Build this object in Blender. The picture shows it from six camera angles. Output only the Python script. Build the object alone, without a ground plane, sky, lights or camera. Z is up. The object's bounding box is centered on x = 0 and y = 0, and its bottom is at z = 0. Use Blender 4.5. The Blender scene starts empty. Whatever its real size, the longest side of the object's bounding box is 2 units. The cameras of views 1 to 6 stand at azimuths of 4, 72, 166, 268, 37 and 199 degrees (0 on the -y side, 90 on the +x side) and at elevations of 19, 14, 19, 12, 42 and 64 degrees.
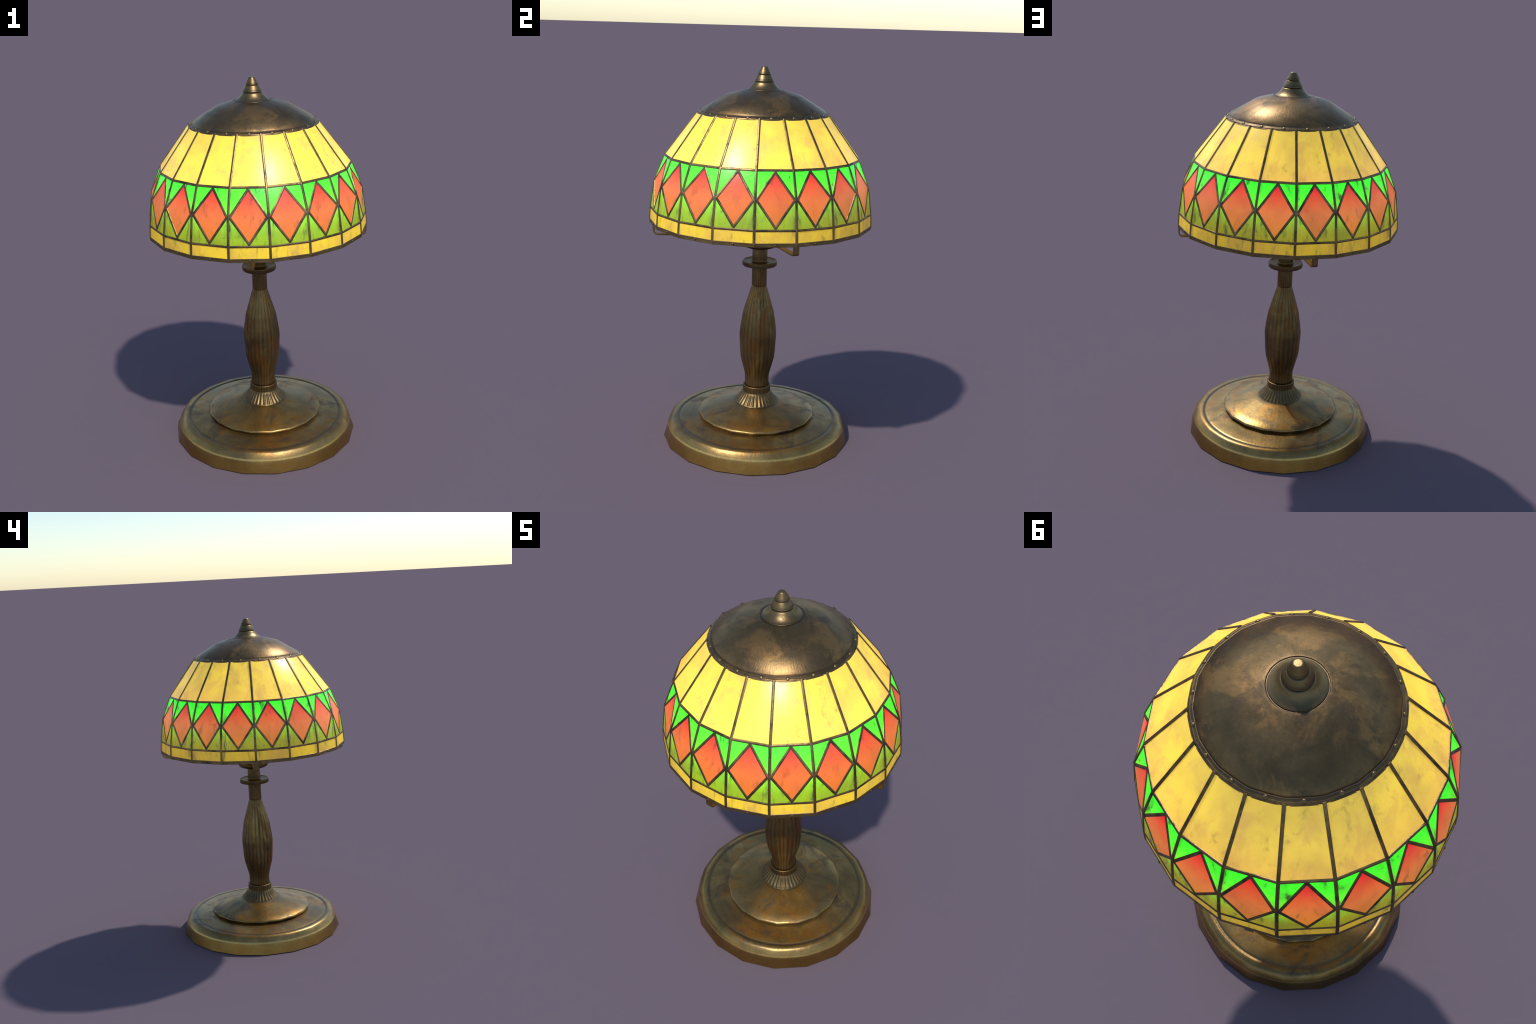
# Stained-glass table lamp: turned bronze base and fluted stem, 18-sided leaded glass shade,
# riveted bronze cap with finial.  Everything is built from profiles and rules.
import bpy, bmesh, math, random
import numpy as np
from mathutils import Vector, Matrix

random.seed(7)
N = 18                      # the lamp is 18-sided throughout, corners on angle 0, 20, 40 ...
STEP = math.tau / N

# ----------------------------------------------------------------------------- node helpers
class Graph:
    """Tiny helper that writes shader nodes."""
    def __init__(self, name):
        self.mat = bpy.data.materials.new(name)
        self.mat.use_nodes = True
        self.t = self.mat.node_tree
        self.bsdf = self.t.nodes["Principled BSDF"]
        self.coord = self.t.nodes.new("ShaderNodeTexCoord")

    def node(self, kind, **props):
        n = self.t.nodes.new(kind)
        for k, v in props.items():
            setattr(n, k, v)
        return n

    def put(self, sock, val):
        if isinstance(val, bpy.types.NodeSocket):
            self.t.links.new(val, sock)
        elif isinstance(val, (tuple, list)) and len(val) == 3 and sock.type == 'RGBA':
            sock.default_value = (*val, 1)
        else:
            sock.default_value = val

    def math(self, op, a, b=0.0, c=0.0, clamp=False):
        n = self.node("ShaderNodeMath", operation=op, use_clamp=clamp)
        for s, v in zip(n.inputs, (a, b, c)):
            self.put(s, v)
        return n.outputs[0]

    def mix(self, fac, a, b, mode='MIX'):
        n = self.node("ShaderNodeMix", data_type='RGBA', blend_type=mode)
        self.put(n.inputs[0], fac)
        self.put(n.inputs[6], a)
        self.put(n.inputs[7], b)
        return n.outputs[2]

    def ramp(self, fac, stops, interp='LINEAR'):
        n = self.node("ShaderNodeValToRGB")
        r = n.color_ramp
        r.interpolation = interp
        while len(r.elements) < len(stops):
            r.elements.new(0.5)
        for e, (p, c) in zip(r.elements, stops):
            e.position = p
            e.color = (*c, 1) if isinstance(c, (tuple, list)) else (c, c, c, 1)
        self.put(n.inputs[0], fac)
        return n.outputs[0]

    def maprange(self, v, a, b, c=0.0, d=1.0, smooth=False):
        n = self.node("ShaderNodeMapRange", interpolation_type='SMOOTHSTEP' if smooth else 'LINEAR')
        for s, x in zip(n.inputs, (v, a, b, c, d)):
            self.put(s, x)
        return n.outputs[0]

    def vec(self, scale=(1, 1, 1), shuffle=0.0):
        """Object coordinates, stretched; shuffle moves the pattern per object."""
        m = self.node("ShaderNodeMapping")
        self.put(m.inputs["Vector"], self.coord.outputs["Object"])
        m.inputs["Scale"].default_value = scale
        if shuffle:
            info = self.node("ShaderNodeObjectInfo")
            cv = self.node("ShaderNodeCombineXYZ")
            r = info.outputs["Random"]
            self.put(cv.inputs[0], self.math('MULTIPLY', r, shuffle))
            self.put(cv.inputs[1], self.math('MULTIPLY', r, shuffle * 2.7))
            self.put(cv.inputs[2], self.math('MULTIPLY', r, shuffle * 1.3))
            self.put(m.inputs["Location"], cv.outputs[0])
        return m.outputs[0]

    def noise(self, v, scale, detail=4, rough=0.6, distort=0.0):
        n = self.node("ShaderNodeTexNoise")
        self.put(n.inputs["Vector"], v)
        n.inputs["Scale"].default_value = scale
        n.inputs["Detail"].default_value = detail
        n.inputs["Roughness"].default_value = rough
        n.inputs["Distortion"].default_value = distort
        return n.outputs["Fac"]

    def xyz(self):
        s = self.node("ShaderNodeSeparateXYZ")
        self.put(s.inputs[0], self.coord.outputs["Object"])
        return s.outputs

    def angle(self):
        o = self.xyz()
        return self.math('ARCTAN2', o[1], o[0])

    def bump(self, height, strength, dist=0.002):
        n = self.node("ShaderNodeBump")
        n.inputs["Strength"].default_value = strength
        n.inputs["Distance"].default_value = dist
        self.put(n.inputs["Height"], height)
        self.put(self.bsdf.inputs["Normal"], n.outputs[0])

    def set(self, **kw):
        for k, v in kw.items():
            self.put(self.bsdf.inputs[k.replace('_', ' ')], v)
        return self.mat


def bronze(name, tones, rust, grime, rough=0.42, metal=0.9, scale=5.0, stretch=(1, 1, 1),
           rust_cut=(0.50, 0.66), grime_cut=(0.52, 0.70), brushed=0.0, flutes=0, shuffle=0.0, flute_dark=0.7, groove=None, worn=None, polished=None):
    """Aged bronze: two-tone cloudy metal, brown patches and dull dark stains."""
    g = Graph(name)
    v = g.vec(stretch, shuffle)
    cloud = g.noise(v, scale, 6, 0.62, 0.4)
    col = g.ramp(cloud, [(0.30, tones[0]), (0.52, tones[1]), (0.72, tones[2])])
    clean = 1.0
    if polished:                                 # the outer edge is rubbed clean by handling
        o = g.xyz()
        rad = g.math('SQRT', g.math('ADD', g.math('MULTIPLY', o[0], o[0]), g.math('MULTIPLY', o[1], o[1])))
        clean = g.maprange(rad, polished - 0.02, polished + 0.03, 1.0, 0.30, smooth=True)
    r_n = g.noise(v, scale * 1.25 + 0.7, 7, 0.66, 0.8)
    r_m = g.math('MULTIPLY', g.maprange(r_n, *rust_cut, smooth=True), clean)
    col = g.mix(g.math('MULTIPLY', r_m, 0.8), col, rust)
    m_n = g.noise(v, scale * 0.8 + 1.9, 8, 0.7, 0.5)
    m_m = g.math('MULTIPLY', g.maprange(m_n, *grime_cut, smooth=True), clean)
    col = g.mix(g.math('MULTIPLY', m_m, 0.75), col, grime)
    fine = g.noise(v, scale * 16, 4, 0.7)
    col = g.mix(0.22, col, g.ramp(fine, [(0.3, 0.25), (0.7, 1.0)]), 'MULTIPLY')
    if flutes:
        a = g.math('COSINE', g.math('MULTIPLY', g.angle(), float(flutes)))
        wob = g.noise(g.vec((3.0, 3.0, 0.8)), 7.0, 3, 0.6)
        dirt = g.maprange(a, 0.15, -0.95, 0.0, flute_dark, smooth=True)  # dark stripes coloured into the flute hollows, over the modelled cut
        dirt = g.math('MULTIPLY', dirt, g.maprange(wob, 0.36, 0.62, 0.25, 1.0))
        col = g.mix(g.math('MULTIPLY', dirt, g.maprange(m_n, 0.3, 0.55, 0.55, 1.0)), col, grime)
    if polished:                                 # outer wall tinted a darker, warmer brown
        wall = g.maprange(rad, 0.484, 0.490, 0.0, 0.55, smooth=True)
        col = g.mix(wall, col, tuple(c * 0.72 for c in rust))
    if groove or worn:
        o = g.xyz()
        rad = g.math('SQRT', g.math('ADD', g.math('MULTIPLY', o[0], o[0]), g.math('MULTIPLY', o[1], o[1])))
    if groove:                                   # rings along the turned grooves coloured darker
        for r0, half in groove:
            d = g.math('ABSOLUTE', g.math('SUBTRACT', rad, r0))
            d = g.maprange(d, half, half * 0.25, 0.0, 0.62, smooth=True)
            col = g.mix(g.math('MULTIPLY', d, g.maprange(cloud, 0.35, 0.6, 0.45, 1.0)), col, grime)
    if worn:                                     # rubbed bright metal along the edge
        for z0, half, rmin in worn:
            d = g.math('ABSOLUTE', g.math('SUBTRACT', o[2], z0))
            d = g.math('MULTIPLY', g.maprange(d, half, 0.0, 0.0, 0.6, smooth=True), g.math('GREATER_THAN', rad, rmin))
            col = g.mix(g.math('MULTIPLY', d, g.maprange(fine, 0.3, 0.6, 0.5, 1.0)), col, tuple(min(1, c * 1.7) for c in tones[2]))
    rr = g.math('ADD', g.math('MULTIPLY', m_m, 0.14), g.math('MULTIPLY', fine, 0.14))
    rr = g.math('ADD', rr, g.math('SUBTRACT', rough - 0.07, g.math('MULTIPLY', r_m, -0.04)))
    if polished:
        rr = g.math('SUBTRACT', rr, g.math('MULTIPLY', g.math('SUBTRACT', 1.0, clean), 0.04))
    h = g.math('MULTIPLY', fine, 0.5)
    if brushed:
        streak = g.node("ShaderNodeCombineXYZ")
        o = g.xyz()
        rad = g.math('SQRT', g.math('ADD', g.math('MULTIPLY', o[0], o[0]), g.math('MULTIPLY', o[1], o[1])))
        g.put(streak.inputs[0], g.math('MULTIPLY', g.angle(), 26.0))
        g.put(streak.inputs[1], g.math('MULTIPLY', rad, 5.0))
        s = g.noise(streak.outputs[0], 1.6, 5, 0.7)
        h = g.math('ADD', h, g.math('MULTIPLY', s, brushed))
    g.bump(h, 0.35, 0.0025)
    return g.set(Base_Color=col, Metallic=metal, Roughness=rr, Specular_IOR_Level=0.4)


def glass(name, body, glow, stain, stain_amt, speck, gloss=0.3, smear=0.6, cover=0.40):
    """Lit opalescent glass.  body/glow: colour stops along the height of the shade."""
    g = Graph(name)
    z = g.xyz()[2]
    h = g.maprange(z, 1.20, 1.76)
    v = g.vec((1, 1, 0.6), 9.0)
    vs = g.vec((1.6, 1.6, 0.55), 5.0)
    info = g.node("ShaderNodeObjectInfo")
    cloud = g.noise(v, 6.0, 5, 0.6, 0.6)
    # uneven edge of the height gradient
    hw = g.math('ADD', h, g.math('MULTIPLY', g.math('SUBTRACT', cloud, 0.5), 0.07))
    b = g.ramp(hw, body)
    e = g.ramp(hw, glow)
    b = g.mix(g.maprange(cloud, 0.35, 0.7, 0.0, stain_amt), b, stain)
    # brown ring-shaped water stains
    ringn = g.noise(v, 9.0, 2, 0.5, 1.2)
    ring = g.math('SUBTRACT', 1.0, g.math('MULTIPLY', g.math('ABSOLUTE', g.math('SUBTRACT', ringn, 0.62)), 45.0), clamp=True)
    b = g.mix(g.math('MULTIPLY', ring, 0.22), b, stain)
    # dark vertical smears
    sm = g.maprange(g.noise(vs, 18.0, 5, 0.6, 0.3), 0.52, 0.76, smooth=True)
    patch = g.maprange(g.noise(v, 5.0, 2, 0.5), cover, cover + 0.18, smooth=True)
    dirt = g.math('MULTIPLY', g.math('MULTIPLY', sm, patch), smear)
    haze = g.maprange(g.noise(v, 11.0, 5, 0.65), 0.45, 0.75, smooth=True)
    dirt = g.math('ADD', dirt, g.math('MULTIPLY', haze, smear * 0.22), clamp=True)
    dots = g.maprange(g.noise(v, 48.0, 3, 0.6), 0.64, 0.74, smooth=True)
    dirt = g.math('ADD', dirt, g.math('MULTIPLY', dots, smear * 0.45), clamp=True)
    fine = g.noise(v, 70.0, 3, 0.6)
    # grime gathered along the vertical leads (each pane spans 0..20 degrees in its own frame)
    off = g.math('ABSOLUTE', g.math('SUBTRACT', g.angle(), STEP / 2))
    edge = g.maprange(off, STEP * 0.34, STEP * 0.49, 0.0, 1.0, smooth=True)
    edge = g.math('MULTIPLY', edge, g.maprange(g.noise(v, 16.0, 4, 0.65), 0.42, 0.68, smooth=True))
    dirt = g.math('ADD', dirt, g.math('MULTIPLY', edge, smear * 0.5), clamp=True)
    b = g.mix(dirt, b, speck)
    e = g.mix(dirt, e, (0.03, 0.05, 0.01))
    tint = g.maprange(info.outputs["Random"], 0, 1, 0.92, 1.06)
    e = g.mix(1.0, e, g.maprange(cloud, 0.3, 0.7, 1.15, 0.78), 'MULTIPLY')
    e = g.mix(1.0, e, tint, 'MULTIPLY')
    # tan mottling of old glass
    tan = g.maprange(g.noise(v, 9.0, 7, 0.68, 0.5), 0.47, 0.66, smooth=True)
    b = g.mix(g.math('MULTIPLY', tan, 0.45), b, stain)
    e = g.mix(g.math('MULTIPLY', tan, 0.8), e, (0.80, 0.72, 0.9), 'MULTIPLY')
    r = g.math('ADD', gloss, g.math('MULTIPLY', g.math('SUBTRACT', cloud, 0.5), 0.3))
    g.bump(g.math('ADD', cloud, g.math('MULTIPLY', fine, 0.15)), 0.12, 0.004)
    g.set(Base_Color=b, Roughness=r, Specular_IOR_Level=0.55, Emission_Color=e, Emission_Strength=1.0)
    return g.mat


# ----------------------------------------------------------------------------- materials
M_BASE = bronze("aged_brass_base", [(0.150, 0.107, 0.048), (0.295, 0.190, 0.066), (0.45, 0.29, 0.096)],
                (0.35, 0.165, 0.032), (0.085, 0.071, 0.051), rough=0.35, scale=5.2, brushed=0.5,
                rust_cut=(0.48, 0.63), grime_cut=(0.50, 0.66), groove=[(0.4250, 0.015), (0.1225, 0.008)],
                worn=[(0.0700, 0.0090, 0.45)], polished=0.455)
M_STEM = bronze("aged_brass_stem", [(0.11, 0.074, 0.031), (0.225, 0.148, 0.054), (0.40, 0.28, 0.10)],
                (0.20, 0.085, 0.020), (0.048, 0.043, 0.034), rough=0.43, scale=5.5, stretch=(1.7, 1.7, 0.55), flutes=24,
                rust_cut=(0.46, 0.62), flute_dark=0.8)
M_SKIRT = bronze("aged_brass_skirt", [(0.12, 0.083, 0.036), (0.175, 0.118, 0.048), (0.23, 0.156, 0.063)],
                 (0.20, 0.105, 0.034), (0.05, 0.040, 0.027), rough=0.41, scale=9.0, flutes=32, flute_dark=0.9)
M_PLAIN = bronze("dark_bronze_fittings", [(0.085, 0.060, 0.030), (0.135, 0.094, 0.044), (0.19, 0.135, 0.062)],
                 (0.14, 0.07, 0.022), (0.05, 0.043, 0.032), rough=0.42, scale=9.0)
M_CAP = bronze("dark_bronze_cap", [(0.115, 0.077, 0.036), (0.19, 0.121, 0.053), (0.30, 0.188, 0.078)],
               (0.33, 0.185, 0.068), (0.080, 0.062, 0.043), rough=0.38, scale=5.0, brushed=0.7,
               rust_cut=(0.48, 0.62), grime_cut=(0.48, 0.65), groove=[(0.3195, 0.0075), (0.0965, 0.006)])
M_FINIAL = bronze("bronze_finial", [(0.17, 0.118, 0.056), (0.22, 0.155, 0.072), (0.28, 0.20, 0.092)],
                  (0.22, 0.125, 0.05), (0.055, 0.043, 0.030), rough=0.38, scale=14.0, grime_cut=(0.56, 0.75),
                  groove=[(0.0915, 0.0075), (0.0472, 0.0035), (0.0308, 0.003)])
M_STRAP = bronze("strap_bronze", [(0.17, 0.115, 0.050), (0.26, 0.175, 0.075), (0.34, 0.23, 0.10)],
                 (0.26, 0.135, 0.04), (0.09, 0.07, 0.046), rough=0.42, scale=9.0)
M_CAME = bronze("leading", [(0.150, 0.104, 0.050), (0.245, 0.170, 0.078), (0.36, 0.25, 0.112)],
                (0.26, 0.15, 0.058), (0.058, 0.050, 0.040), rough=0.38, scale=11.0,
                grime_cut=(0.49, 0.62), shuffle=4.0)
M_RIM = bronze("rim_bronze", [(0.15, 0.106, 0.052), (0.235, 0.165, 0.076), (0.33, 0.23, 0.102)],
               (0.19, 0.105, 0.036), (0.06, 0.052, 0.04), rough=0.43, scale=9.0)
M_RIVET = bronze("rivet_bronze", [(0.16, 0.112, 0.055), (0.25, 0.172, 0.082), (0.34, 0.235, 0.11)],
                 (0.24, 0.14, 0.055), (0.08, 0.065, 0.045), rough=0.35, scale=30.0)

YB = (0.84, 0.63, 0.030)
Y_BODY = [(0.0, YB), (0.18, YB), (0.6, (0.86, 0.66, 0.055)), (1.0, (0.84, 0.66, 0.048))]
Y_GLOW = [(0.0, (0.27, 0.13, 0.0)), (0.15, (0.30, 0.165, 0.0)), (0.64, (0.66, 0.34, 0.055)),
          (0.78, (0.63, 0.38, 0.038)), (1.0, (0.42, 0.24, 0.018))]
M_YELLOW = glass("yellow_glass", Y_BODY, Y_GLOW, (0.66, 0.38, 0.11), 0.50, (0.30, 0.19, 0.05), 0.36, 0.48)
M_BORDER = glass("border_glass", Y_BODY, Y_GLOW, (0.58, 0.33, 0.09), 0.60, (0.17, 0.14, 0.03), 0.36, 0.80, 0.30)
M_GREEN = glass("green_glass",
                [(0.10, (0.10, 0.48, 0.010)), (0.36, (0.12, 0.60, 0.02)), (0.62, (0.06, 0.55, 0.02))],
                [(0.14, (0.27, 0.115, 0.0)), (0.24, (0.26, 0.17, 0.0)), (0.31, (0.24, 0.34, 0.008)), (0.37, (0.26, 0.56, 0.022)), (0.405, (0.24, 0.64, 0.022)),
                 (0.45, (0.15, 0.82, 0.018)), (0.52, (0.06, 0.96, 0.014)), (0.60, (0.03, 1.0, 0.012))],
                (0.18, 0.26, 0.03), 0.35, (0.02, 0.065, 0.02), 0.36, 1.0, 0.22)
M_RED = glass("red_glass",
              [(0.14, (0.54, 0.070, 0.008)), (0.40, (0.54, 0.060, 0.022)), (0.60, (0.45, 0.022, 0.018))],
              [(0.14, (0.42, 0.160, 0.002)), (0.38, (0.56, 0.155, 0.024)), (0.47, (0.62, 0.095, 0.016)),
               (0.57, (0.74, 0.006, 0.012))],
              (0.50, 0.12, 0.045), 0.40, (0.20, 0.010, 0.010), 0.36, 0.6)

# ----------------------------------------------------------------------------- mesh helpers
ROOT = bpy.data.objects.new("table_lamp", None)
bpy.context.scene.collection.objects.link(ROOT)
ROOT["label"] = "bronze table lamp with lit stained glass dome shade"
ROOT["category"] = "table lamp"


def add(name, mesh, mat=None, parent=None, angle=0.0, kind=None):
    ob = bpy.data.objects.new(name, mesh)
    bpy.context.scene.collection.objects.link(ob)
    ob.parent = parent or ROOT
    if angle:
        ob.rotation_euler = (0, 0, angle)
    if mat and not mesh.materials:
        mesh.materials.append(mat)
    if kind:
        ob["kind"] = kind
    return ob


def copy_round(ob, angles):
    for a in angles:
        o = ob.copy()
        o.rotation_euler = (0, 0, a)
        bpy.context.scene.collection.objects.link(o)


def lathe(name, profile, sub=6, flute=None):
    """Turn a profile [(r, z, roundness)] (listed top to bottom or bottom to top) into an
    18-sided body whose shading stays round, like a smooth-shaded turned part.
    flute(r, z, angle) -> inward cut."""
    prof = [(p[0], p[1], p[2] if len(p) > 2 else 0.0) for p in profile]
    lean = [p[3] if len(p) > 3 else None for p in profile]      # wanted elevation of the normal
    n = N * sub
    m = len(prof)
    # profile normals, weighted by segment length so flats stay flat and fillets turn
    seg = []
    for (r0, z0, _), (r1, z1, _) in zip(prof, prof[1:]):
        L = math.hypot(r1 - r0, z1 - z0)
        seg.append(np.array([-(z1 - z0), r1 - r0]))
    up = prof[-1][1] >= prof[0][1]
    pn = []
    for i in range(m):
        v = np.zeros(2)
        if i > 0: v += seg[i - 1]
        if i < m - 1: v += seg[i]
        v /= np.linalg.norm(v) + 1e-12
        if lean[i] is not None:
            v = np.array([math.cos(math.radians(lean[i])), math.sin(math.radians(lean[i]))])
        pn.append(v)
    verts, norms = [], []
    for i, (r, z, rd) in enumerate(prof):
        for j in range(n):
            a = j * math.tau / n
            loc = (a % STEP) - STEP / 2
            k = math.cos(STEP / 2) / math.cos(loc)
            k = k + (1 - k) * rd
            cut = flute(r, z, a) if flute else 0.0
            rr = (r - cut) * k
            verts.append((rr * math.cos(a), rr * math.sin(a), z))
            d = 0.0
            if flute and r > 1e-6:
                e = 1e-3
                d = (flute(r, z, a + e) - flute(r, z, a - e)) / (2 * e) / r
            nr, nz = pn[i]
            nn = Vector((nr * math.cos(a) - nr * d * math.sin(a), nr * math.sin(a) + nr * d * math.cos(a), nz))
            norms.append(nn)
    faces = []
    for i in range(m - 1):
        for j in range(n):
            j2 = (j + 1) % n
            faces.append((i * n + j, i * n + j2, (i + 1) * n + j2, (i + 1) * n + j))
    for i, rev in ((0, True), (m - 1, False)):
        if prof[i][0] > 1e-4:
            ring = list(range(i * n, i * n + n))
            faces.append(tuple(ring[::-1] if rev else ring))
    me = bpy.data.meshes.new(name)
    me.from_pydata(verts, [], faces)
    # orient outwards
    bm = bmesh.new(); bm.from_mesh(me)
    bmesh.ops.recalc_face_normals(bm, faces=bm.faces)
    bm.to_mesh(me); bm.free()
    me.polygons.foreach_set("use_smooth", [True] * len(me.polygons))
    # point every wanted normal to the outer side of its faces
    loops = []
    for p in me.polygons:
        cap = len(p.vertices) > 4
        for vi in p.vertices:
            w = norms[vi]
            loops.append(p.normal.copy() if cap else (w if w.dot(p.normal) > 0 else -w))
    me.normals_split_custom_set([tuple(Vector(v).normalized()) for v in loops])
    return me


def bar(bm, pts, nors, width, height, depth):
    """A lead came: lens-shaped strip along pts, nors = outward direction at each point."""
    sec = [(-0.5, 0.0), (-0.42, 0.62), (-0.2, 0.95), (0.2, 0.95), (0.42, 0.62), (0.5, 0.0), (0.36, -1.0), (-0.36, -1.0)]
    rings = []
    for i, (p, nv) in enumerate(zip(pts, nors)):
        t = (pts[min(i + 1, len(pts) - 1)] - pts[max(i - 1, 0)]).normalized()
        nv = (nv - t * nv.dot(t)).normalized()
        s = t.cross(nv).normalized()
        ring = []
        for x, y in sec:
            ring.append(bm.verts.new(p + s * (x * width) + nv * (y * (height if y > 0 else depth))))
        rings.append(ring)
    for a, b in zip(rings, rings[1:]):
        for j in range(len(sec)):
            k = (j + 1) % len(sec)
            bm.faces.new((a[j], a[k], b[k], b[j]))
    bm.faces.new(rings[0][::-1])
    bm.faces.new(rings[-1])


def finish(bm, name, smooth_angle=40):
    bmesh.ops.recalc_face_normals(bm, faces=bm.faces)
    me = bpy.data.meshes.new(name)
    bm.to_mesh(me); bm.free()
    me.polygons.foreach_set("use_smooth", [True] * len(me.polygons))
    me.set_sharp_from_angle(angle=math.radians(smooth_angle))
    return me


def cyl(r, a, z):
    return Vector((r * math.cos(a), r * math.sin(a), z))


# ----------------------------------------------------------------------------- base
base_profile = [
    (0.02, 0.0), (0.502, 0.0), (0.5066, 0.0004), (0.5068, 0.002, 0, 14), (0.4858, 0.0650, 0.8, 15), (0.4850, 0.0675, 0.8, 20),
    (0.4840, 0.0720, 0.75, 26), (0.4818, 0.0815, 0.5, 31), (0.4776, 0.0922, 0.2, 35), (0.4700, 0.0975, 0.3, 39), (0.4620, 0.1000, 0.5, 48), (0.4540, 0.1016, 0.7, 60),
    (0.4450, 0.1026, 0.9, 74), (0.4360, 0.1032, 1, 84), (0.4310, 0.1024, 1, 101), (0.4270, 0.1010, 1, 103), (0.4235, 0.1005, 1, 90), (0.4200, 0.1014, 1, 72), (0.4160, 0.1036, 1, 70),
    (0.4115, 0.1053, 1, 78), (0.380, 0.1105, 0.6), (0.330, 0.1180, 0.0), (0.300, 0.1215, 0.0), (0.05, 0.127, 0)]
add("base", lathe("base", base_profile, sub=8), M_BASE)

dome_profile = [
    (0.04, 0.116), (0.3040, 0.1195), (0.3060, 0.1215), (0.3125, 0.1300), (0.3160, 0.1350), (0.3172, 0.1374, 0, 12), (0.3166, 0.1402, 0, 32),
    (0.3140, 0.1422, 0, 44), (0.3080, 0.1442, 0, 62), (0.260, 0.1580), (0.200, 0.1755), (0.150, 0.1890), (0.1250, 0.1960), (0.05, 0.205)]
dome = add("base_dome", lathe("base_dome", dome_profile, sub=8), M_BASE)

# fluted skirt and collar under the baluster
def skirt_cut(r, z, a):
    lobes = 0.5 - 0.5 * math.cos(32 * a + math.pi)
    if 0.1915 < z < 0.1965 and r > 0.118:                 # beaded foot ring
        return 0.0016 * lobes
    if r < 0.0775 or z < 0.1985:
        return 0.0
    w = min(1.0, (r - 0.0775) / 0.008) * min(1.0, (z - 0.1985) / 0.002)
    return 0.0040 * w * lobes

def skirt_profile():
    p = [(0.03, 0.190), (0.1190, 0.190), (0.1215, 0.1925), (0.1220, 0.1950), (0.1205, 0.1972), (0.1185, 0.1985)]
    for i in range(9):
        t = i / 8
        p.append((0.1182 - 0.0408 * t - 0.003 * math.sin(math.pi * t), 0.2005 + 0.0525 * t))
    p += [(0.0760, 0.2545), (0.0758, 0.2565), (0.0755, 0.280), (0.0762, 0.2840), (0.0760, 0.2885), (0.0742, 0.2915), (0.0705, 0.2925),
          (0.0672, 0.2912), (0.0655, 0.2890), (0.04, 0.288)]
    return p
add("fluted_skirt", lathe("fluted_skirt", skirt_profile(), sub=16, flute=skirt_cut), M_SKIRT)

# baluster stem: control profile, resampled so the flutes keep their shape
stem_ctrl = [(0.0655, 0.284), (0.0656, 0.342), (0.0690, 0.362), (0.0918, 0.4500), (0.0955, 0.485), (0.1004, 0.578), (0.1002, 0.588), (0.0960, 0.628),
             (0.0850, 0.700), (0.0825, 0.712), (0.0425, 0.846), (0.0402, 0.853)]
stem_profile = [(0.03, 0.284)]
for (r0, z0), (r1, z1) in zip(stem_ctrl, stem_ctrl[1:]):
    k = max(1, int((z1 - z0) / 0.012))
    for i in range(k):
        stem_profile.append((r0 + (r1 - r0) * i / k, z0 + (z1 - z0) * i / k))
stem_profile += [(0.0402, 0.853), (0.0386, 0.8545), (0.0385, 0.856), (0.02, 0.857)]

def stem_cut(r, z, a):
    fade = max(0.0, min(1.0, (0.835 - z) / 0.05)) * max(0.0, min(1.0, (z - 0.286) / 0.02))
    return 0.0021 * (r / 0.1) * fade * (0.5 - 0.5 * math.cos(24 * a)) ** 1.5
add("fluted_stem", lathe("fluted_stem", stem_profile, sub=16, flute=stem_cut), M_STEM)

def neck_cut(r, z, a):
    if not 0.862 < z < 0.945 or r < 0.037:
        return 0.0
    return 0.0006 * (0.5 - 0.5 * math.cos(24 * a))
neck_profile = [(0.02, 0.854), (0.0378, 0.8545), (0.0400, 0.8565), (0.0402, 0.862), (0.0402, 0.870), (0.0402, 0.90), (0.0402, 0.935), (0.0404, 0.945),
                (0.0412, 0.9475), (0.0412, 0.960), (0.0430, 0.9642), (0.02, 0.9646)]
add("neck", lathe("neck", neck_profile, sub=16, flute=neck_cut), M_STEM)

disc_profile = [(0.02, 0.9640), (0.0440, 0.9645), (0.0860, 0.9662), (0.0905, 0.9672), (0.0925, 0.9698), (0.0927, 0.9870), (0.0918, 0.9908),
                (0.0895, 0.9922), (0.0860, 0.9918), (0.0835, 0.9904), (0.0700, 0.9893), (0.0520, 0.9886), (0.0470, 0.9888), (0.02, 0.9892)]
add("drip_disc", lathe("drip_disc", disc_profile, sub=6), M_PLAIN)

upper_neck_profile = [(0.02, 0.986), (0.0438, 0.9880), (0.0446, 0.9895), (0.0440, 0.9912), (0.0418, 0.9924), (0.0404, 0.9945), (0.0402, 1.000), (0.0402, 1.063), (0.02, 1.0635)]
add("upper_neck", lathe("upper_neck", upper_neck_profile, sub=6), M_PLAIN)

socket_profile = [(0.02, 1.0600), (0.0440, 1.0612), (0.0700, 1.0650), (0.0860, 1.0715), (0.0930, 1.0790), (0.0952, 1.0840), (0.0952, 1.0895),
                  (0.0940, 1.0925), (0.0900, 1.0935), (0.0540, 1.0945), (0.0495, 1.098), (0.0488, 1.160), (0.0470, 1.163), (0.0280, 1.165), (0.0280, 1.195), (0.0240, 1.200), (0.012, 1.202),
                  (0.012, 1.835), (0.004, 1.836)]
add("socket_plate", lathe("socket_plate", socket_profile, sub=6), M_PLAIN)

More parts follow.
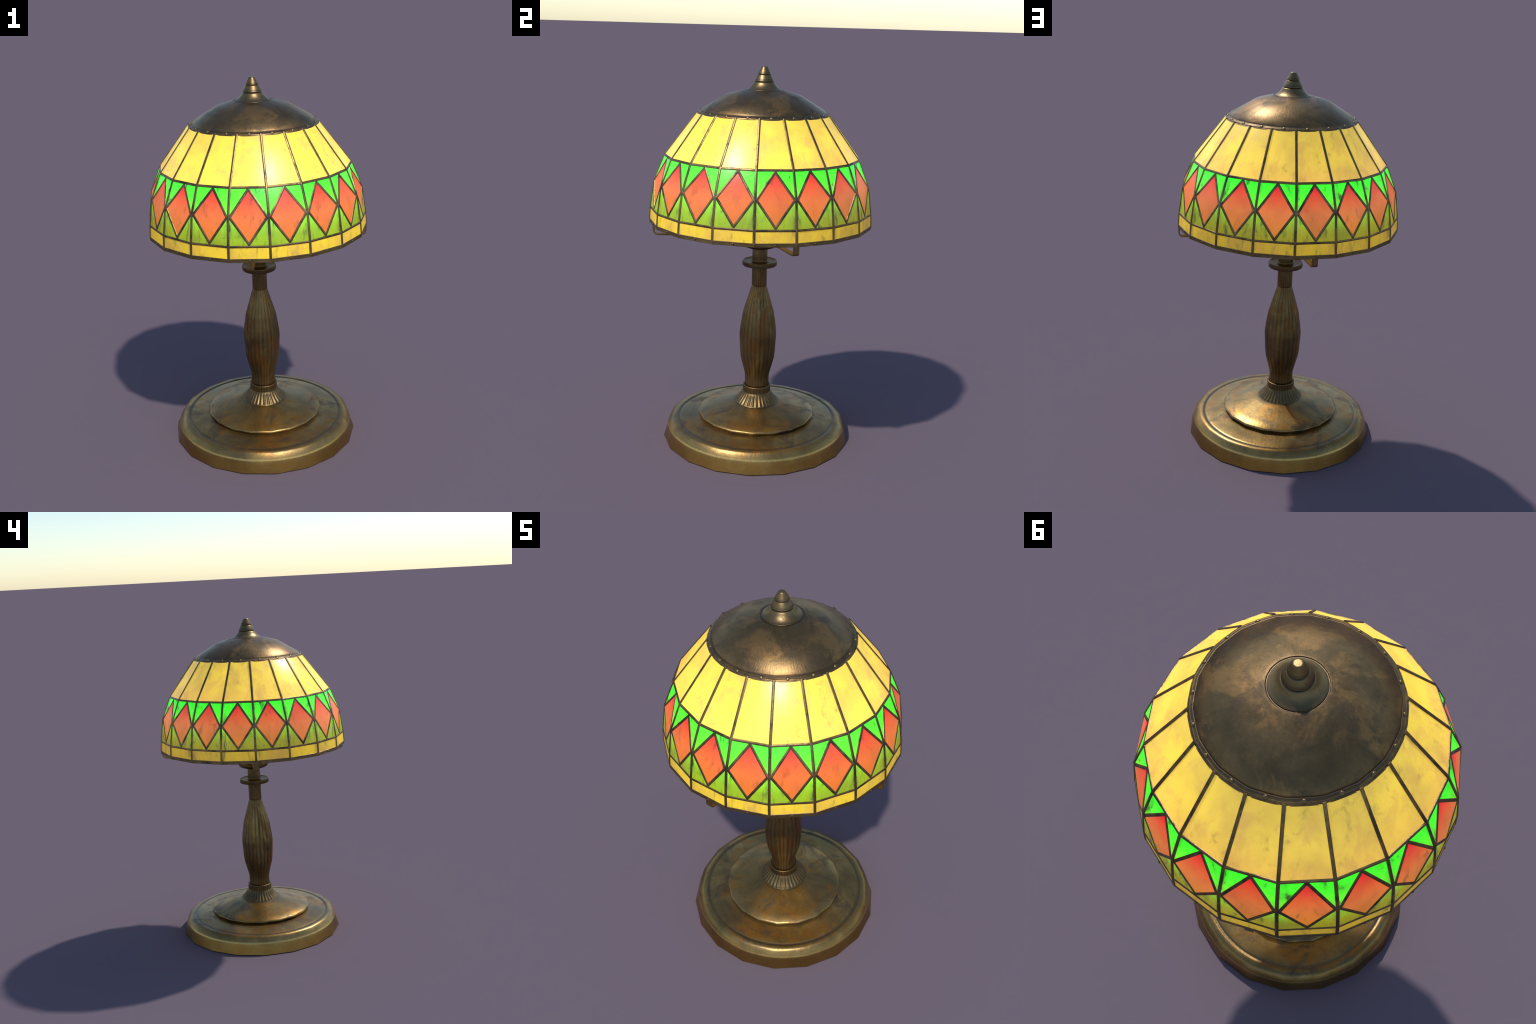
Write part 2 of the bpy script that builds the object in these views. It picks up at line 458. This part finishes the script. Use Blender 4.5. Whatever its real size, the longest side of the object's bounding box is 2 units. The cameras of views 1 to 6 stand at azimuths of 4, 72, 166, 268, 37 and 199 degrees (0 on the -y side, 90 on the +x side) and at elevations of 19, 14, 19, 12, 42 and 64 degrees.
# four flat straps that carry the shade: two meet the rim at corners, two at mid-sides
def strap_mesh(rim_r):
    bm = bmesh.new()
    path = [(rim_r, 1.2150), (rim_r - 0.0002, 1.1750), (rim_r - 0.0018, 1.1672), (rim_r - 0.0110, 1.1575), (rim_r - 0.0250, 1.1548),
            (0.0970, 1.1292), (0.0900, 1.1275), (0.0875, 1.1235), (0.0863, 1.1180), (0.0862, 1.0925)]
    hw, th = 0.0150, 0.0056
    rings = []
    for i, (r, z) in enumerate(path):
        a0, a1 = path[max(i - 1, 0)], path[min(i + 1, len(path) - 1)]
        t = Vector((a1[0] - a0[0], 0, a1[1] - a0[1])).normalized()
        nv = Vector((-t.z, 0, t.x))           # outer / lower side
        p = Vector((r, 0, z))
        rings.append([bm.verts.new(p + Vector((0, y, 0)) + nv * d) for y, d in ((-hw, 0), (hw, 0), (hw, -th), (-hw, -th))])
    for a, b in zip(rings, rings[1:]):
        for j in range(4):
            bm.faces.new((a[j], a[(j + 1) % 4], b[(j + 1) % 4], b[j]))
    bm.faces.new(rings[0]); bm.faces.new(rings[-1][::-1])
    return finish(bm, "support_strap", 30)

for rim_r, first in ((0.5780, 0.0), (0.5698, math.pi / 2)):
    strap = add("support_strap", strap_mesh(rim_r), M_STRAP, angle=first)
    copy_round(strap, [first + math.pi])

# ----------------------------------------------------------------------------- shade
TOP, MID, WAIST, LOW, RIM = (0.3380, 1.7670), (0.5008, 1.5508), (0.5540, 1.4200), (0.5736, 1.2801), (0.5776, 1.2140)

def ring_pt(ring, a):
    """Point at angle a (0..STEP) on the straight side of the 18-gon."""
    r, z = ring
    return cyl(r * math.cos(STEP / 2) / math.cos(a - STEP / 2), a, z)

ELEV = [(1.20, 4.0), (1.28, 6.0), (1.42, 15.0), (1.5508, 29.0), (1.767, 45.0)]
def smooth_normal(p):
    z = p.z
    e = ELEV[0][1]
    for (z0, e0), (z1, e1) in zip(ELEV, ELEV[1:]):
        if z >= z0:
            e = e0 + (e1 - e0) * min(1.0, (z - z0) / (z1 - z0))
    e = math.radians(e)
    a = math.atan2(p.y, p.x)
    return Vector((math.cos(e) * math.cos(a), math.cos(e) * math.sin(a), math.sin(e)))


def inset_poly(pts, d):
    """Move every side of a planar polygon inwards by d."""
    n = (pts[1] - pts[0]).cross(pts[-1] - pts[0]).normalized()
    out, m = [], len(pts)
    for i in range(m):
        p, a, b = pts[i], pts[i - 1], pts[(i + 1) % m]
        e0, e1 = (p - a).normalized(), (b - p).normalized()
        n0, n1 = n.cross(e0), n.cross(e1)
        s = n0 + n1
        out.append(p + s * (d / max(0.15, 1 + n0.dot(n1))))
    return out


GLASS_T, SINK = 0.0045, -0.0004
def pane(name, polys):
    """Glass pane with thickness: polys = list of planar outlines that share folded edges."""
    verts, faces, kinds = [], [], []
    index = {}
    def vid(p, side):
        key = (round(p.x, 5), round(p.y, 5), round(p.z, 5), side)
        if key not in index:
            n = smooth_normal(p)
            index[key] = len(verts)
            verts.append(p - n * (SINK + (GLASS_T if side else 0)))
        return index[key]
    edges = {}
    for pts in polys:
        o = [vid(p, 0) for p in pts]
        i = [vid(p, 1) for p in pts]
        faces.append(o); kinds.append(0)
        faces.append(i[::-1]); kinds.append(1)
        for a in range(len(pts)):
            b = (a + 1) % len(pts)
            key = frozenset((o[a], o[b]))
            if key in edges: edges.pop(key)
            else: edges[key] = (o[a], i[a], i[b], o[b])
    for q in edges.values():
        faces.append(list(q)); kinds.append(2)
    me = bpy.data.meshes.new(name)
    me.from_pydata(verts, [], faces)
    # make outlines face outward
    flip = me.polygons[0].normal.dot(smooth_normal(Vector(verts[faces[0][0]]))) < 0
    if flip:
        me.flip_normals()
    me.polygons.foreach_set("use_smooth", [True] * len(me.polygons))
    loops = []
    for p, k in zip(me.polygons, kinds):
        for vi in p.vertices:
            n = smooth_normal(me.vertices[vi].co)
            loops.append(tuple(n if k == 0 else -n if k == 1 else p.normal))
    me.normals_split_custom_set(loops)
    return me


mid_a = STEP / 2
A = lambda ring: ring_pt(ring, 0.0)
B = lambda ring: ring_pt(ring, STEP)
C = lambda ring: ring_pt(ring, mid_a)

def lerp_ring(r0, r1, t):
    return (r0[0] + (r1[0] - r0[0]) * t, r0[1] + (r1[1] - r0[1]) * t)

tip_top = C(lerp_ring(MID, WAIST, 0.055))
tip_bot = C(lerp_ring(LOW, WAIST, 0.075))
wl, wr = ring_pt(WAIST, STEP * 0.035), ring_pt(WAIST, STEP * 0.965)

# leading: one seam strip per corner, ring strips and a diamond frame per side
W, H, D = 0.0128, 0.0034, 0.0055
def flat_normal(p, q, r):
    n = (q - p).cross(r - p).normalized()
    c = (p + q + r) / 3
    return n if n.dot(Vector((c.x, c.y, 0.0))) > 0 else -n
n_up = flat_normal(A(TOP), B(TOP), C(MID))
n_mid = flat_normal(A(MID), B(MID), C(WAIST))
n_low = flat_normal(A(WAIST), B(WAIST), C(LOW))
n_rim = flat_normal(A(LOW), B(LOW), C(RIM))

# the two horizontal lead rings run all round and carry everything else
bm = bmesh.new()
for k in range(N):
    R = Matrix.Rotation(k * STEP, 3, 'Z')
    bar(bm, [R @ A(MID), R @ B(MID)], [R @ (n_up + n_mid).normalized()] * 2, W, H, D)
    bar(bm, [R @ A(LOW), R @ B(LOW)], [R @ (n_low + n_rim).normalized()] * 2, W * 0.92, H, D)
shade = add("lampshade", finish(bm, "lampshade"), M_CAME)
bm = bmesh.new()
seam_pts = [A(lerp_ring(TOP, MID, -0.02)), A(MID), A(WAIST), A(LOW), A(RIM)]
bar(bm, seam_pts, [smooth_normal(p) for p in seam_pts], W, H + 0.0004, D)
seam = finish(bm, "seam_strip")
bm = bmesh.new()
for p, q, n in ((wl, tip_top, n_mid), (tip_top, wr, n_mid), (wr, tip_bot, n_low), (tip_bot, wl, n_low)):
    d = (q - p).normalized() * 0.0025
    bar(bm, [p - d, q + d], [n, n], W * 1.02, H - 0.0003, D - 0.0004)
diamond_frame = finish(bm, "diamond_frame")

# panes
GAP = 0.0022
low_glass = (0.5775, 1.2140)
yellow = pane("yellow_pane", [inset_poly([A(TOP), A(MID), B(MID), B(TOP)], GAP)])
border = pane("border_pane", [inset_poly([A(LOW), A(low_glass), B(low_glass), B(LOW)], GAP)])
tl, tr_ = tip_top, tip_top
green = {
    "upper_green_pane": [[A(MID), A(WAIST), wl, tip_top, C(MID)], [C(MID), tip_top, wr, B(WAIST), B(MID)]],
    "lower_green_pane": [[A(WAIST), A(LOW), C(LOW), tip_bot, wl], [wr, tip_bot, C(LOW), B(LOW), B(WAIST)]],
}
green_meshes = {k: [pane(k, [inset_poly(p, 0.0016)]) for p in v] for k, v in green.items()}
ins = 0.0022
cen = (wl + wr) / 2
def shrink(p):
    return p + (cen - p).normalized() * ins * 1.6
red = pane("red_diamond_pane", [[shrink(tip_top), shrink(wl), shrink(wr)], [shrink(wl), shrink(tip_bot), shrink(wr)]])

for k in range(N):
    a = k * STEP
    add("seam_strip", seam, M_CAME, shade, a)
    add("diamond_frame", diamond_frame, M_CAME, shade, a)
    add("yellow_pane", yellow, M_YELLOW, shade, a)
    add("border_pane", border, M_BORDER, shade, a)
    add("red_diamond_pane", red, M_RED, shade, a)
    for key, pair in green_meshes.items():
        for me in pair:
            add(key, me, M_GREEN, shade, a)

# rim band
rim_profile = [(0.5760, 1.2212), (0.5785, 1.2215), (0.5796, 1.2206), (0.5800, 1.2190), (0.5800, 1.2040), (0.5792, 1.2022), (0.5775, 1.2015), (0.5768, 1.2015), (0.5760, 1.2025)]
me = lathe("rim_band", rim_profile + [rim_profile[0]], sub=2)
bm = bmesh.new(); bm.from_mesh(me)
bmesh.ops.delete(bm, geom=[f for f in bm.faces if len(f.verts) > 4], context='FACES_ONLY')
bmesh.ops.remove_doubles(bm, verts=bm.verts, dist=1e-5)
rim_band = add("rim_band", finish(bm, "rim_band", 8), M_RIM)

def rivet_mesh(name, r, p, n, flat=0.75):
    bm = bmesh.new()
    bmesh.ops.create_uvsphere(bm, u_segments=14, v_segments=8, radius=r)
    bmesh.ops.scale(bm, vec=(1, 1, flat), verts=bm.verts)
    bmesh.ops.transform(bm, matrix=Matrix.Translation(p) @ n.to_track_quat('Z', 'Y').to_matrix().to_4x4(), verts=bm.verts)
    return finish(bm, name, 60)

rr = 0.5800 * math.cos(STEP / 2)
me = rivet_mesh("rim_rivet", 0.0054, cyl(rr, mid_a, 1.2118), cyl(1, mid_a, 0))
for k in range(N):
    add("rim_rivet", me, M_RIVET, rim_band, k * STEP)

# cap, its flange with rivets, finial
cap_profile = [(0.312, 1.7530), (0.3300, 1.7545), (0.3384, 1.7556), (0.3406, 1.7576, 0.2), (0.3412, 1.7606, 0.2), (0.3404, 1.7636, 0.3), (0.3388, 1.7654, 0.3), (0.3370, 1.7660, 0.3),
               (0.3360, 1.7668, 0.3), (0.3350, 1.7694, 0.4), (0.3330, 1.7714, 0.4), (0.3306, 1.7722, 0.4), (0.3292, 1.7720, 0.4), (0.3225, 1.7770, 0.4), (0.3205, 1.7776, 0.4), (0.3190, 1.7774, 0.4), (0.3176, 1.7786, 0.4, 10), (0.3162, 1.7816, 0.4, 28), (0.3140, 1.7848, 0.3, 39), (0.300, 1.7940, 0, 45), (0.255, 1.8206, 0, 54),
               (0.215, 1.8446, 0, 62), (0.194, 1.8574, 0, 67), (0.185, 1.8612, 0, 69), (0.150, 1.8706, 0, 72), (0.108, 1.8820, 0, 75), (0.0990, 1.8844, 0.6), (0.0975, 1.8838, 0.6), (0.0962, 1.8822, 0.6),
               (0.0945, 1.8816, 0.6), (0.05, 1.884)]
cap = add("cap", lathe("cap", cap_profile, sub=6), M_CAP)
slope_n = Vector((math.cos(math.radians(45)), 0, math.sin(math.radians(45))))
q = Matrix.Rotation(mid_a, 3, 'Z')
cosr = math.cos(STEP / 2)
me = rivet_mesh("cap_rivet", 0.0090, cyl(0.3262, mid_a, 1.7722), q @ slope_n, 0.50)
for k in range(N):
    add("cap_rivet", me, M_RIVET, cap, k * STEP)

finial_profile = [(0.060, 1.8800), (0.0918, 1.8806, 0.6), (0.0924, 1.8830, 0.6), (0.0916, 1.8850, 0.6), (0.0902, 1.8858, 0.6), (0.0890, 1.8860, 0.6, 70), (0.0800, 1.8910), (0.0720, 1.8966),
                  (0.0640, 1.9050), (0.0585, 1.9125), (0.0545, 1.9195), (0.0525, 1.9222), (0.0495, 1.9234), (0.0468, 1.9238), (0.0462, 1.9254), (0.0490, 1.9262), (0.0505, 1.9276), (0.0500, 1.9300),
                  (0.0430, 1.9450), (0.0360, 1.9576), (0.0342, 1.9592), (0.0312, 1.9602), (0.0304, 1.9616), (0.0328, 1.9626), (0.0336, 1.9640), (0.0326, 1.9665),
                  (0.0245, 1.9830), (0.0178, 1.9950), (0.0162, 1.9984), (0.0136, 1.9997), (0.0110, 2.0000), (0.0, 2.0)]
add("finial", lathe("finial", finial_profile, sub=6), M_FINIAL, cap)
